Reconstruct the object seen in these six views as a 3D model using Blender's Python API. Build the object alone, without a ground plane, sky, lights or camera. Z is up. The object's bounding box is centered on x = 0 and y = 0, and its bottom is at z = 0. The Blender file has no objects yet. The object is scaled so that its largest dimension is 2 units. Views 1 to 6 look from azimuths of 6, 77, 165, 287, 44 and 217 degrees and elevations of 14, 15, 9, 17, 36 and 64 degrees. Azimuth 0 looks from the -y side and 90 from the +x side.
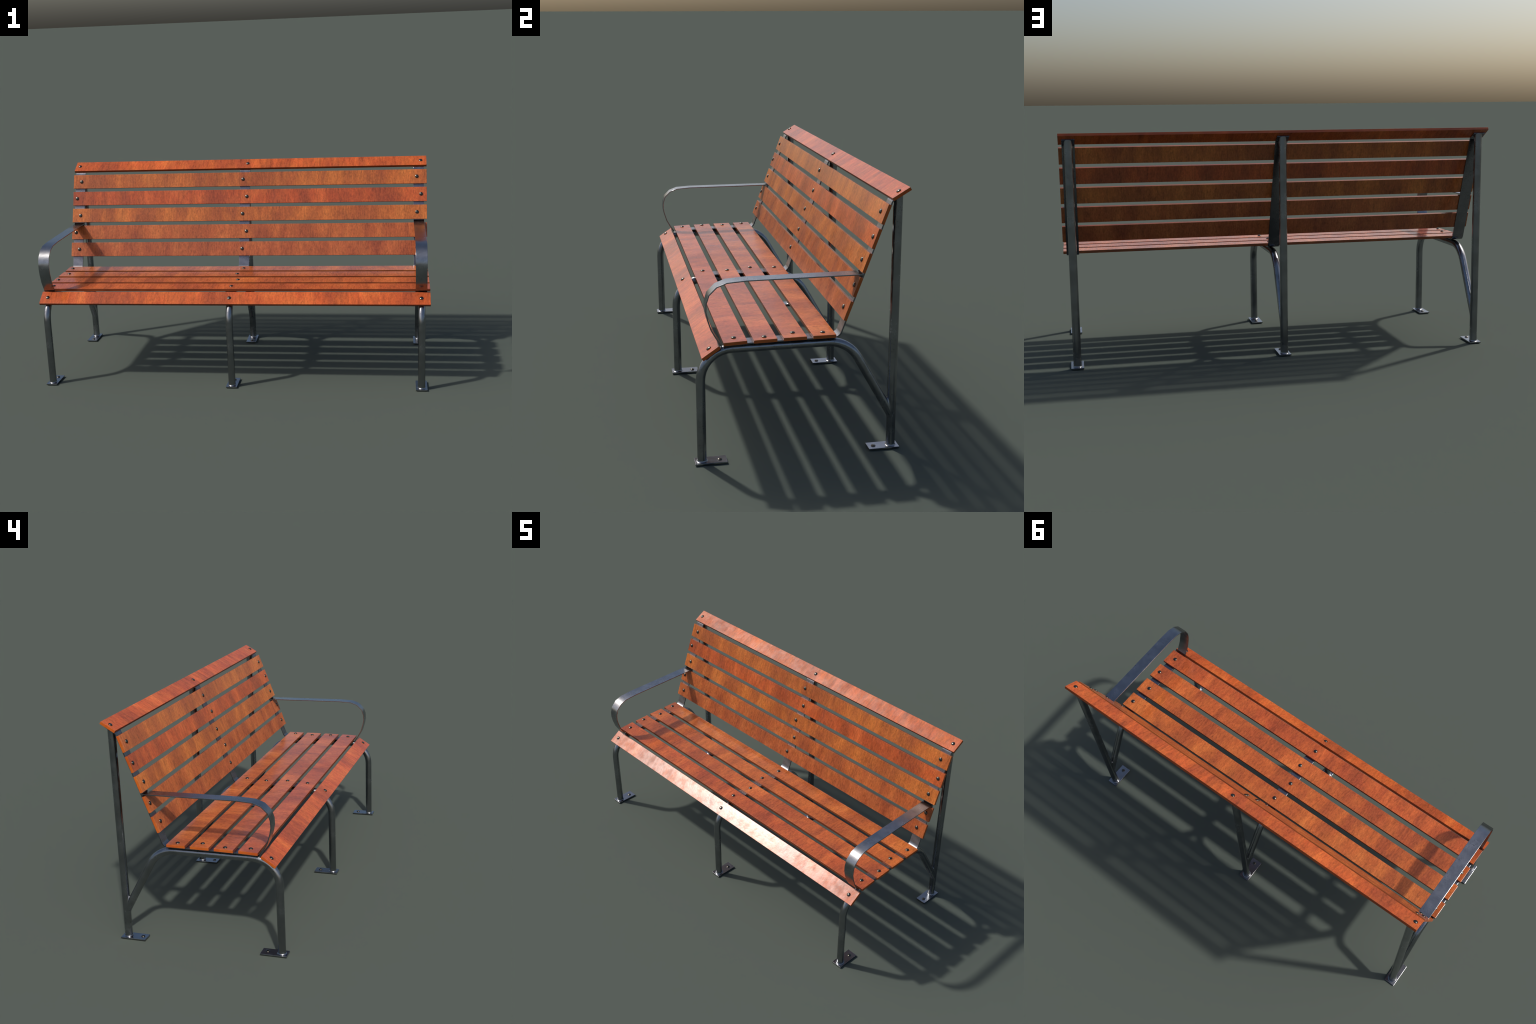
"""A long park bench: hardwood slats bolted on three bent steel-tube frames."""
import bpy, bmesh, math, random
from mathutils import Vector, Matrix

random.seed(7)
YAW = math.radians(-2.2275)           # the bench stands slightly turned in its frame
FRAMES = (-0.949, -0.0035, 0.942)     # x of the three tube frames
HALF = 0.985                          # half length of every slat
TUBE_R = 0.0177
STRAP_W, STRAP_T = 0.056, 0.006
SLAT_T = 0.0130

# ------------------------------------------------------------------ node help
class Nodes:
    def __init__(self, name):
        self.mat = bpy.data.materials.new(name)
        self.mat.use_nodes = True
        self.t = self.mat.node_tree
        self.bsdf = self.t.nodes["Principled BSDF"]

    def new(self, kind, **kw):
        n = self.t.nodes.new(kind)
        for k, v in kw.items():
            setattr(n, k, v)
        return n

    def link(self, a, b):
        self.t.links.new(a, b)

    def put(self, sock, v):
        if isinstance(v, bpy.types.NodeSocket):
            self.link(v, sock)
        else:
            sock.default_value = v

    def math(self, op, a, b=0.0, c=None, clamp=False):
        n = self.new("ShaderNodeMath", operation=op, use_clamp=clamp)
        self.put(n.inputs[0], a)
        self.put(n.inputs[1], b)
        if c is not None:
            self.put(n.inputs[2], c)
        return n.outputs[0]

    def mix(self, f, a, b, blend="MIX"):
        n = self.new("ShaderNodeMix", data_type="RGBA", blend_type=blend)
        self.put(n.inputs[0], f)
        self.put(n.inputs[6], a)
        self.put(n.inputs[7], b)
        return n.outputs[2]

    def mapping(self, vec, loc=(0, 0, 0), rot=(0, 0, 0), scale=(1, 1, 1)):
        n = self.new("ShaderNodeMapping")
        self.link(vec, n.inputs[0])
        n.inputs[1].default_value, n.inputs[2].default_value, n.inputs[3].default_value = loc, rot, scale
        return n.outputs[0]

    def noise(self, vec, scale=1.0, detail=2.0, rough=0.5, distort=0.0):
        n = self.new("ShaderNodeTexNoise")
        self.link(vec, n.inputs["Vector"])
        n.inputs["Scale"].default_value = scale
        n.inputs["Detail"].default_value = detail
        n.inputs["Roughness"].default_value = rough
        n.inputs["Distortion"].default_value = distort
        return n.outputs[0]

    def remap(self, v, a, b, lo=0.0, hi=1.0, smooth=True):
        n = self.new("ShaderNodeMapRange", interpolation_type="SMOOTHSTEP" if smooth else "LINEAR", clamp=True)
        self.put(n.inputs[0], v)
        for i, x in enumerate((a, b, lo, hi)):
            n.inputs[i + 1].default_value = x
        return n.outputs[0]


def rgb(r, g, b):
    return (r, g, b, 1.0)


# ------------------------------------------------------------------ materials
def wood(name, seed, warm, slant=0.0, dark=0.0, flame=0.25, mute=0.0, gloss=0.5):
    """Oiled red hardwood: figure runs across the slat.  warm 0 = red, 1 = orange."""
    m = Nodes(name)
    obj = m.new("ShaderNodeTexCoord").outputs["Object"]
    base = m.mapping(obj, loc=(seed * 3.17, seed * 1.31, seed * 0.73))
    # big soft patches of darker and lighter timber along the length
    bands = m.noise(m.mapping(base, scale=(8.0, 2.6, 2.0), rot=(0, 0, slant * 0.6)), 1.0, 3.0, 0.55, 0.4)
    blotch = m.noise(m.mapping(base, scale=(15.0, 10.0, 10.0), loc=(4, 2, 9)), 1.0, 3.0, 0.6, 0.3)
    # fine fibres: short streaks laid across the slat
    fibre = m.noise(m.mapping(base, rot=(0, 0, slant), scale=(150.0, 34.0, 60.0)), 1.0, 3.0, 0.6, 0.6)
    curl = m.noise(m.mapping(base, rot=(0, 0, slant), scale=(62.0, 11.0, 25.0), loc=(1, 7, 3)), 1.0, 3.0, 0.6, 0.8)
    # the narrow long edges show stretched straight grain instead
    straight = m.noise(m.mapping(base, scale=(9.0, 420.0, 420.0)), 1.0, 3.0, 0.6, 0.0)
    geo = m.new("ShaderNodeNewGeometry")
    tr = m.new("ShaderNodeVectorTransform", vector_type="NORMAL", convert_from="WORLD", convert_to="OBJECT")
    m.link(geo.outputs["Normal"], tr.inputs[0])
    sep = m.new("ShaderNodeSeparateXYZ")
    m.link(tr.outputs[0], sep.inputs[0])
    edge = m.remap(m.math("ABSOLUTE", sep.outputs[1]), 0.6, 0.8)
    end = m.remap(m.math("ABSOLUTE", sep.outputs[0]), 0.6, 0.8)

    red, orange = rgb(0.425, 0.075, 0.018), rgb(0.440, 0.122, 0.025)
    tone = m.mix(m.math("ADD", m.remap(blotch, 0.34, 0.68, -0.16, 0.16), warm, clamp=True), red, orange)
    tone = m.mix(mute, tone, rgb(0.285, 0.088, 0.034))
    darkw = rgb(0.175, 0.036, 0.017)
    col = m.mix(m.remap(bands, 0.33, 0.58, 0.54 + dark, 0.0), tone, darkw)
    light = m.mix(1.0, col, rgb(1.22, 1.34, 1.30), "MULTIPLY")
    col = m.mix(m.remap(bands, 0.52, 0.72), col, light)
    mottle = m.noise(m.mapping(base, rot=(0, 0, slant), scale=(170.0, 95.0, 95.0), loc=(2, 2, 8)), 1.0, 2.0, 0.6, 0.5)
    f = m.math("ADD", m.math("MULTIPLY", fibre, 0.65 - flame), m.math("MULTIPLY", curl, flame))
    f = m.math("ADD", f, m.math("MULTIPLY", mottle, 0.35))
    f = m.mix(edge, f, straight)
    gain = m.remap(f, 0.34, 0.66, 0.58, 1.42, smooth=False)
    comb = m.new("ShaderNodeCombineColor")
    for i in range(3):
        m.link(gain, comb.inputs[i])
    col = m.mix(1.0, col, comb.outputs[0], "MULTIPLY")
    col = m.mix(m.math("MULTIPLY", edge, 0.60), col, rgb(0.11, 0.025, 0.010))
    endcol = m.mix(m.remap(blotch, 0.3, 0.7), rgb(0.40, 0.068, 0.008), rgb(0.46, 0.105, 0.012))
    col = m.mix(m.math("MULTIPLY", end, 0.75), col, endcol)
    m.link(col, m.bsdf.inputs["Base Color"])
    wet = m.noise(m.mapping(base, scale=(19.0, 15.0, 15.0), loc=(8, 3, 1)), 1.0, 3.0, 0.6)
    m.link(m.remap(wet, 0.32, 0.68, 0.165, 0.265), m.bsdf.inputs["Roughness"])
    m.bsdf.inputs["Specular IOR Level"].default_value = gloss
    bump = m.new("ShaderNodeBump")
    bump.inputs["Strength"].default_value = 0.17
    bump.inputs["Distance"].default_value = 0.0022
    h = m.math("ADD", m.math("MULTIPLY", f, 0.10), m.math("MULTIPLY", wet, 1.0))
    m.link(h, bump.inputs["Height"])
    m.link(bump.outputs[0], m.bsdf.inputs["Normal"])
    return m.mat


def steel(name, base, rough, pits=True):
    m = Nodes(name)
    obj = m.new("ShaderNodeTexCoord").outputs["Object"]
    cloud = m.noise(m.mapping(obj, scale=(14, 14, 14)), 1.0, 4.0, 0.6, 0.3)
    fine = m.noise(m.mapping(obj, scale=(190, 190, 190)), 1.0, 2.0, 0.6)
    col = m.mix(m.remap(cloud, 0.3, 0.7), rgb(*[c * 0.86 for c in base]), rgb(*[c * 1.1 for c in base]))
    if pits:
        where = m.remap(m.noise(m.mapping(obj, scale=(17, 17, 17), loc=(3, 5, 1)), 1.0, 3.0, 0.6), 0.47, 0.62)
        speck = m.math("MULTIPLY", m.remap(fine, 0.57, 0.67), where)
        col = m.mix(m.math("MULTIPLY", speck, 0.6), col, rgb(*[c * 0.22 for c in base]))
    m.link(col, m.bsdf.inputs["Base Color"])
    m.bsdf.inputs["Metallic"].default_value = 1.0
    m.link(m.remap(cloud, 0.3, 0.7, rough - 0.025, rough + 0.035), m.bsdf.inputs["Roughness"])
    bump = m.new("ShaderNodeBump")
    bump.inputs["Strength"].default_value = 0.06
    bump.inputs["Distance"].default_value = 0.001
    m.link(fine, bump.inputs["Height"])
    m.link(bump.outputs[0], m.bsdf.inputs["Normal"])
    return m.mat


STEEL = steel("galvanised_steel", (0.278, 0.288, 0.308), 0.245)
STRAP = steel("strap_steel", (0.205, 0.205, 0.225), 0.27)  # frame steel darkened for the dim slat gaps and to cut sun bounce onto edges
BOLT = steel("dark_bolt_steel", (0.120, 0.112, 0.096), 0.22, pits=False)

# ------------------------------------------------------------------ build help
bench = bpy.data.objects.new("park_bench", None)
bpy.context.scene.collection.objects.link(bench)
bench.rotation_euler = (0, 0, YAW)
bench["label"] = "long park bench, red wooden slats on bent steel tube frames"
bench["category"] = "bench"


def place(name, mesh, parent=bench, loc=(0, 0, 0), rot=(0, 0, 0), mat=None):
    o = bpy.data.objects.new(name, mesh)
    bpy.context.scene.collection.objects.link(o)
    o.parent = parent
    o.location, o.rotation_euler = loc, rot
    if mat:
        if not mesh.materials:
            mesh.materials.append(mat)
        elif mesh.materials[0] != mat:
            o.material_slots[0].link = "OBJECT"
            o.material_slots[0].material = mat
    return o


def finish(bm, name, smooth_deg=35.0, bevel=0.0, segments=2, bevel_deg=40.0, flat_bar=False):
    if bevel:
        edges = [e for e in bm.edges if len(e.link_faces) == 2 and e.calc_face_angle(0) > math.radians(bevel_deg)]
        bmesh.ops.bevel(bm, geom=edges, offset=bevel, segments=segments, profile=0.5, affect="EDGES", clamp_overlap=True)
    bmesh.ops.recalc_face_normals(bm, faces=bm.faces)
    # flat bars: smooth along the bend only, crisp across the width
    hard = [abs(e.link_faces[0].normal.x - e.link_faces[1].normal.x) > 0.1 for e in bm.edges] if flat_bar else []
    me = bpy.data.meshes.new(name)
    bm.to_mesh(me)
    bm.free()
    me.shade_smooth()
    if smooth_deg < 180:
        me.set_sharp_from_angle(angle=math.radians(smooth_deg))
    for e, h in zip(me.edges, hard):
        if h:
            e.use_edge_sharp = True
    return me


def box(name, sx, sy, sz, bevel, segments=2):
    """Box standing on z = 0 with a small round on its edges."""
    bm = bmesh.new()
    bmesh.ops.create_cube(bm, size=1.0)
    bmesh.ops.scale(bm, vec=(sx, sy, sz), verts=bm.verts)
    bmesh.ops.translate(bm, vec=(0, 0, sz / 2), verts=bm.verts)
    return finish(bm, name, smooth_deg=8, bevel=bevel, segments=segments)


def fillet(points, radii, seg=6):
    """Polyline in (y, z) with its inner corners rounded to the given radii."""
    out = [Vector(points[0])]
    for i in range(1, len(points) - 1):
        a, p, b = Vector(points[i - 1]), Vector(points[i]), Vector(points[i + 1])
        r = radii[i - 1]
        u, v = (a - p).normalized(), (b - p).normalized()
        turn = math.pi - u.angle(v)
        if r <= 0 or turn < 1e-3:
            out.append(p)
            continue
        cut = r * math.tan(turn / 2)
        centre = p + (u + v).normalized() * (r / math.cos(turn / 2))
        s, e = p + u * cut - centre, p + v * cut - centre
        a0 = math.atan2(s.y, s.x)
        da = math.atan2(e.y, e.x) - a0
        da = (da + math.pi) % math.tau - math.pi
        for k in range(seg + 1):
            t = a0 + da * k / seg
            out.append(centre + Vector((math.cos(t), math.sin(t))) * r)
    out.append(Vector(points[-1]))
    return out


def ribbon(name, path, thick, width, side=1.0, bevel=0.0008, thick_at=None):
    """Flat bar: the (y, z) path is one face, the bar lies on its 'side'."""
    n = len(path)
    off = []
    for i in range(n):
        d0 = (path[i] - path[i - 1]).normalized() if i else None
        d1 = (path[i + 1] - path[i]).normalized() if i < n - 1 else None
        d0, d1 = d0 or d1, d1 or d0
        nrm = Vector((-(d0 + d1).y, (d0 + d1).x)).normalized()
        c = max(0.6, nrm.dot(Vector((-d0.y, d0.x))))
        off.append(path[i] + nrm * (side * thick / c))
    bm = bmesh.new()
    rings = []
    for p, q in zip(path, off):
        rings.append([bm.verts.new((x, w.x, w.y)) for x, w in
                      ((-width / 2, p), (width / 2, p), (width / 2, q), (-width / 2, q))])
    for a, b in zip(rings, rings[1:]):
        for k in range(4):
            bm.faces.new((a[k], a[(k + 1) % 4], b[(k + 1) % 4], b[k]))
    bm.faces.new(rings[0])
    bm.faces.new(rings[-1])
    bmesh.ops.recalc_face_normals(bm, faces=bm.faces)
    return finish(bm, name, smooth_deg=40, bevel=bevel, bevel_deg=60, flat_bar=True)


def tube(bm, path, radii, sides=28, cap=(True, True), tilt_end=None):
    """Round tube along a (y, z) path in the plane x = 0."""
    rings = []
    n = len(path)
    for i, p in enumerate(path):
        d0 = (path[i] - path[i - 1]).normalized() if i else None
        d1 = (path[i + 1] - path[i]).normalized() if i < n - 1 else None
        d0, d1 = d0 or d1, d1 or d0
        t = (d0 + d1).normalized()
        k = 1.0 / max(0.5, t.dot(d0))
        nrm = Vector((-t.y, t.x))
        ring = []
        for s in range(sides):
            a = math.tau * s / sides
            w = nrm * (radii[i] * math.sin(a) * k)
            y, z = p.x + w.x, p.y + w.y
            if tilt_end is not None and i == n - 1:
                z = p.y + (y - p.x) * tilt_end
            ring.append(bm.verts.new((radii[i] * math.cos(a), y, z)))
        rings.append(ring)
    for a, b in zip(rings, rings[1:]):
        for s in range(sides):
            bm.faces.new((a[s], a[(s + 1) % sides], b[(s + 1) % sides], b[s]))
    if cap[0]:
        bm.faces.new(rings[0])
    if cap[1]:
        bm.faces.new(rings[-1])


def weld_foot(z0, r):
    """(z, radius) steps of a tube end with its weld bead on the plate."""
    g = 0.0065
    steps = []
    for k in range(7):
        a = math.pi / 2 * k / 6
        steps.append((z0 + g * (1 - math.cos(a)), r + g * (1 - math.sin(a))))
    return steps


# ------------------------------------------------------------------ steel frame
PLATE_T = 0.0065
RAIL_Z = 0.4510
LEG_Y, POST_Y = -0.378, 0.367


def front_tube():
    """Front leg, seat rail and rear brace: one bent tube."""
    foot = weld_foot(PLATE_T - 0.0005, TUBE_R)
    brace_end = Vector((POST_Y - 0.002, 0.136))
    knee = Vector((0.187, RAIL_Z))
    bend = fillet([(LEG_Y, 0.05), (LEG_Y, RAIL_Z), tuple(knee), tuple(brace_end)], [0.121, 0.140], seg=9)
    path = [Vector((LEG_Y, z)) for z, _ in foot] + bend
    radii = [r for _, r in foot] + [TUBE_R] * len(bend)
    bm = bmesh.new()
    tube(bm, path, radii)
    return finish(bm, "tube_frame", smooth_deg=60)


def rear_post():
    foot = weld_foot(PLATE_T - 0.0005, TUBE_R)
    path = [Vector((POST_Y, z)) for z, _ in foot] + [Vector((POST_Y, z)) for z in (0.06, 0.5, 1.0015)]
    radii = [r for _, r in foot] + [TUBE_R] * 3
    bm = bmesh.new()
    tube(bm, path, radii, tilt_end=0.598)
    return finish(bm, "rear_post", smooth_deg=60)


def brace_weld():
    """Concave weld bead where the brace runs into the rear post."""
    axis = Vector((0, 0.1780, -0.3150)).normalized()      # brace direction, down and back
    origin = Vector((0, POST_Y - 0.002, 0.136))
    side = Vector((1, 0, 0))
    up = side.cross(axis).normalized()
    if up.z < 0:
        up = -up
    bm = bmesh.new()
    rows, N, M = [], 64, 7
    for i in range(N):
        a = math.tau * i / N
        rad = side * math.cos(a) + up * math.sin(a)
        x = TUBE_R * math.cos(a)
        ypost = POST_Y - math.sqrt(max(0.0, TUBE_R ** 2 - x * x))
        b = origin + rad * TUBE_R
        hit = b + axis * ((ypost - b.y) / axis.y)
        npost = Vector((hit.x, hit.y - POST_Y, 0)).normalized()
        tang = (rad - npost * rad.dot(npost))
        tang = tang.normalized() if tang.length > 1e-4 else Vector((0, 0, 1))
        g = 0.010 + 0.004 * max(0.0, math.sin(a))
        p1 = hit - axis * g + rad * 0.0002
        p2 = hit + tang * g
        flat = Vector((p2.x, p2.y - POST_Y, 0))
        flat = flat.normalized() * (TUBE_R + 0.0002)
        p2 = Vector((flat.x, POST_Y + flat.y, p2.z))
        rows.append([bm.verts.new(p1 * (1 - t) ** 2 + hit * 2 * t * (1 - t) + p2 * t * t)
                     for t in (k / (M - 1) for k in range(M))])
    for i in range(N):
        a, b = rows[i], rows[(i + 1) % N]
        for k in range(M - 1):
            bm.faces.new((a[k], b[k], b[k + 1], a[k + 1]))
    return finish(bm, "weld_bead", smooth_deg=180)


def support_strap():
    """Flat bar under the flat seat slats, up the back and under the top rail."""
    pts = [(-0.2880, 0.4755), (-0.19, 0.4780), (-0.05, 0.4792), (0.1443, 0.4797),
           (0.3351, 0.9892), (0.3812, 1.0168)]
    path = fillet(pts, [0.0, 0.0, 0.026, 0.016], seg=7)
    return ribbon("support_strap", path, STRAP_T, STRAP_W, side=-1.0)


def armrest():
    pts = [(0.2345, 0.7165), (0.05, 0.7165), (-0.2050, 0.7165), (-0.2770, 0.7120), (-0.3164, 0.6972), (-0.3460, 0.6680),
           (-0.3570, 0.6345), (-0.3582, 0.6040), (-0.3530, 0.5755), (-0.3400, 0.5330), (-0.3225, 0.5010),
           (-0.3085, 0.4800), (-0.3025, 0.4700)]
    return ribbon("armrest", [Vector(p) for p in pts], 0.0046, STRAP_W, side=1.0, bevel=0.0007)


def bead(name, length, r):
    """Concave triangular weld bead, corner at the origin, legs +y and +z."""
    bm = bmesh.new()
    prof = [(0, 0), (r, 0)] + [(r * (1 - math.sin(a)), r * (1 - math.cos(a))) for a in
                               (math.pi / 2 * k / 6 for k in range(1, 6))] + [(0, r)]
    rings = [[bm.verts.new((x, y, z)) for y, z in prof] for x in (-length / 2, length / 2)]
    n = len(prof)
    for k in range(n):
        bm.faces.new((rings[0][k], rings[0][(k + 1) % n], rings[1][(k + 1) % n], rings[1][k]))
    bm.faces.new(rings[0])
    bm.faces.new(rings[1])
    return finish(bm, name, smooth_deg=40)


def dome(name, r, h):
    """Round-headed bolt, low dome on a short rim."""
    bm = bmesh.new()
    prof = [(r, -0.001), (r, 0.0008)] + [(r * math.cos(a), 0.0008 + (h - 0.0008) * math.sin(a)) for a in
                                          (math.pi / 2 * k / 8 for k in range(1, 8))]
    N = 24
    rings = [[bm.verts.new((q * math.cos(math.tau * i / N), q * math.sin(math.tau * i / N), z)) for i in range(N)]
             for q, z in prof]
    for a, b in zip(rings, rings[1:]):
        for i in range(N):
            bm.faces.new((a[i], a[(i + 1) % N], b[(i + 1) % N], b[i]))
    top = bm.verts.new((0, 0, h))
    for i in range(N):
        bm.faces.new((rings[-1][i], rings[-1][(i + 1) % N], top))
    bm.faces.new(rings[0])
    return finish(bm, name, smooth_deg=70)


tube_me, post_me, weld_me = front_tube(), rear_post(), brace_weld()
strap_me, arm_me = support_strap(), armrest()
plate_me = box("foot_plate", STRAP_W, 0.1225, PLATE_T, 0.0007)
bolt_me = dome("bolt", 0.0098, 0.0056)
anchor_me = dome("anchor_bolt", 0.0092, 0.0050)
bead_me = bead("armrest_weld", STRAP_W - 0.002, 0.0065)

for i, fx in enumerate(FRAMES):
    frame = place("tube_frame", tube_me, loc=(fx, 0, 0), mat=STEEL)
    post = place("rear_post", post_me, loc=(fx, 0, 0), mat=STEEL)
    place("weld_bead", weld_me, parent=post, mat=STEEL)
    place("support_strap", strap_me, loc=(fx, 0, 0), mat=STRAP)
    for y0, y1, by, parent in ((-0.4060, -0.2835, -0.3105, frame), (0.2735, 0.3960, 0.2970, post)):
        plate = place("foot_plate", plate_me, parent=parent, loc=(0, (y0 + y1) / 2, 0), mat=STEEL)
        place("anchor_bolt", anchor_me, parent=parent, loc=(0.003, by, PLATE_T), mat=BOLT)
    if i != 1:
        arm = place("armrest", arm_me, loc=(fx, 0, 0), mat=STEEL)
        lean = math.radians(20.54)
        # weld beads above and below the bar where it meets the strap
        place("armrest_weld", bead_me, parent=arm, loc=(0, 0.2325, 0.7160), rot=(math.radians(90) - lean * 0.5, 0, 0), mat=STEEL)
        place("armrest_weld", bead_me, parent=arm, loc=(0, 0.2305, 0.7124), rot=(math.radians(180) - lean * 0.5, 0, 0), mat=STEEL)

# ------------------------------------------------------------------ timber
wide_me = box("seat_slat", 2 * HALF, 0.0878, SLAT_T, 0.0009, segments=2)
back_me = box("backrest_slat", 2 * HALF, 0.0775, SLAT_T, 0.0009, segments=2)
front_me = box("front_slat", 2 * HALF, 0.0785, SLAT_T, 0.0009, segments=2)
top_me = box("top_rail", 2 * HALF, 0.0775, SLAT_T, 0.0009, segments=2)


def slat(name, mesh, low, high, mat, shifts):
    """Lay a slat so that its show face runs from low to high (y, z); bolt it to each frame."""
    low, high = Vector(low), Vector(high)
    d = (high - low).normalized()
    ang = math.atan2(d.y, d.x)
    nrm = Vector((-d.y, d.x))
    mid = (low + high) / 2 - nrm * SLAT_T
    o = place(name, mesh, loc=(0, mid.x, mid.y), rot=(ang, 0, 0), mat=mat)
    for fx in FRAMES:
        place("bolt", bolt_me, parent=o, loc=(fx + (shifts if fx > -0.5 else -shifts), random.uniform(-0.0006, 0.0006), SLAT_T), mat=BOLT)
    return o


# seat, from the front: the nose slat is tipped down, the rest nearly flat
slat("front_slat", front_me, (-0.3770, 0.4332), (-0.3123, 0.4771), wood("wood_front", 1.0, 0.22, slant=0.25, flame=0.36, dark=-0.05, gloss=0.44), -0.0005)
seat = [((-0.2952, 0.4880), (-0.2074, 0.4915), 2.0, 0.10, -0.003),
        ((-0.1824, 0.4905), (-0.0946, 0.4920), 3.0, 0.35, 0.0125),
        ((-0.0705, 0.4924), (0.0173, 0.4926), 4.0, 0.50, -0.0095),
        ((0.0413, 0.4928), (0.1291, 0.4929), 5.0, 0.62, 0.0085)]
for low, high, seed, warm, shift in seat:
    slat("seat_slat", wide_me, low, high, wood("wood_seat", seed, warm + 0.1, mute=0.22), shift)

# backrest, from the top down
up = Vector((0.3509, 0.9364))
head = Vector((0.3180, 0.9796))
for k, (warm, dark, mute) in enumerate(((0.95, 0.0, 0.0), (0.12, 0.0, 0.1), (1.0, 0.0, 0.05), (0.55, 0.0, 0.35),
                                        (0.42, 0.05, 0.5))):
    high = head - up * (0.0963 * k)
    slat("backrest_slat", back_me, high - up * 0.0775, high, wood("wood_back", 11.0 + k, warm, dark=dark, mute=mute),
         -0.0100 if k % 2 == 0 else 0.0125)

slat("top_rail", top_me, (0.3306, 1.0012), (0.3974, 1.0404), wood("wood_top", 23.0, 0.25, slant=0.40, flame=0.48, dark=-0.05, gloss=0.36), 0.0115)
bpy.context.view_layer.update()
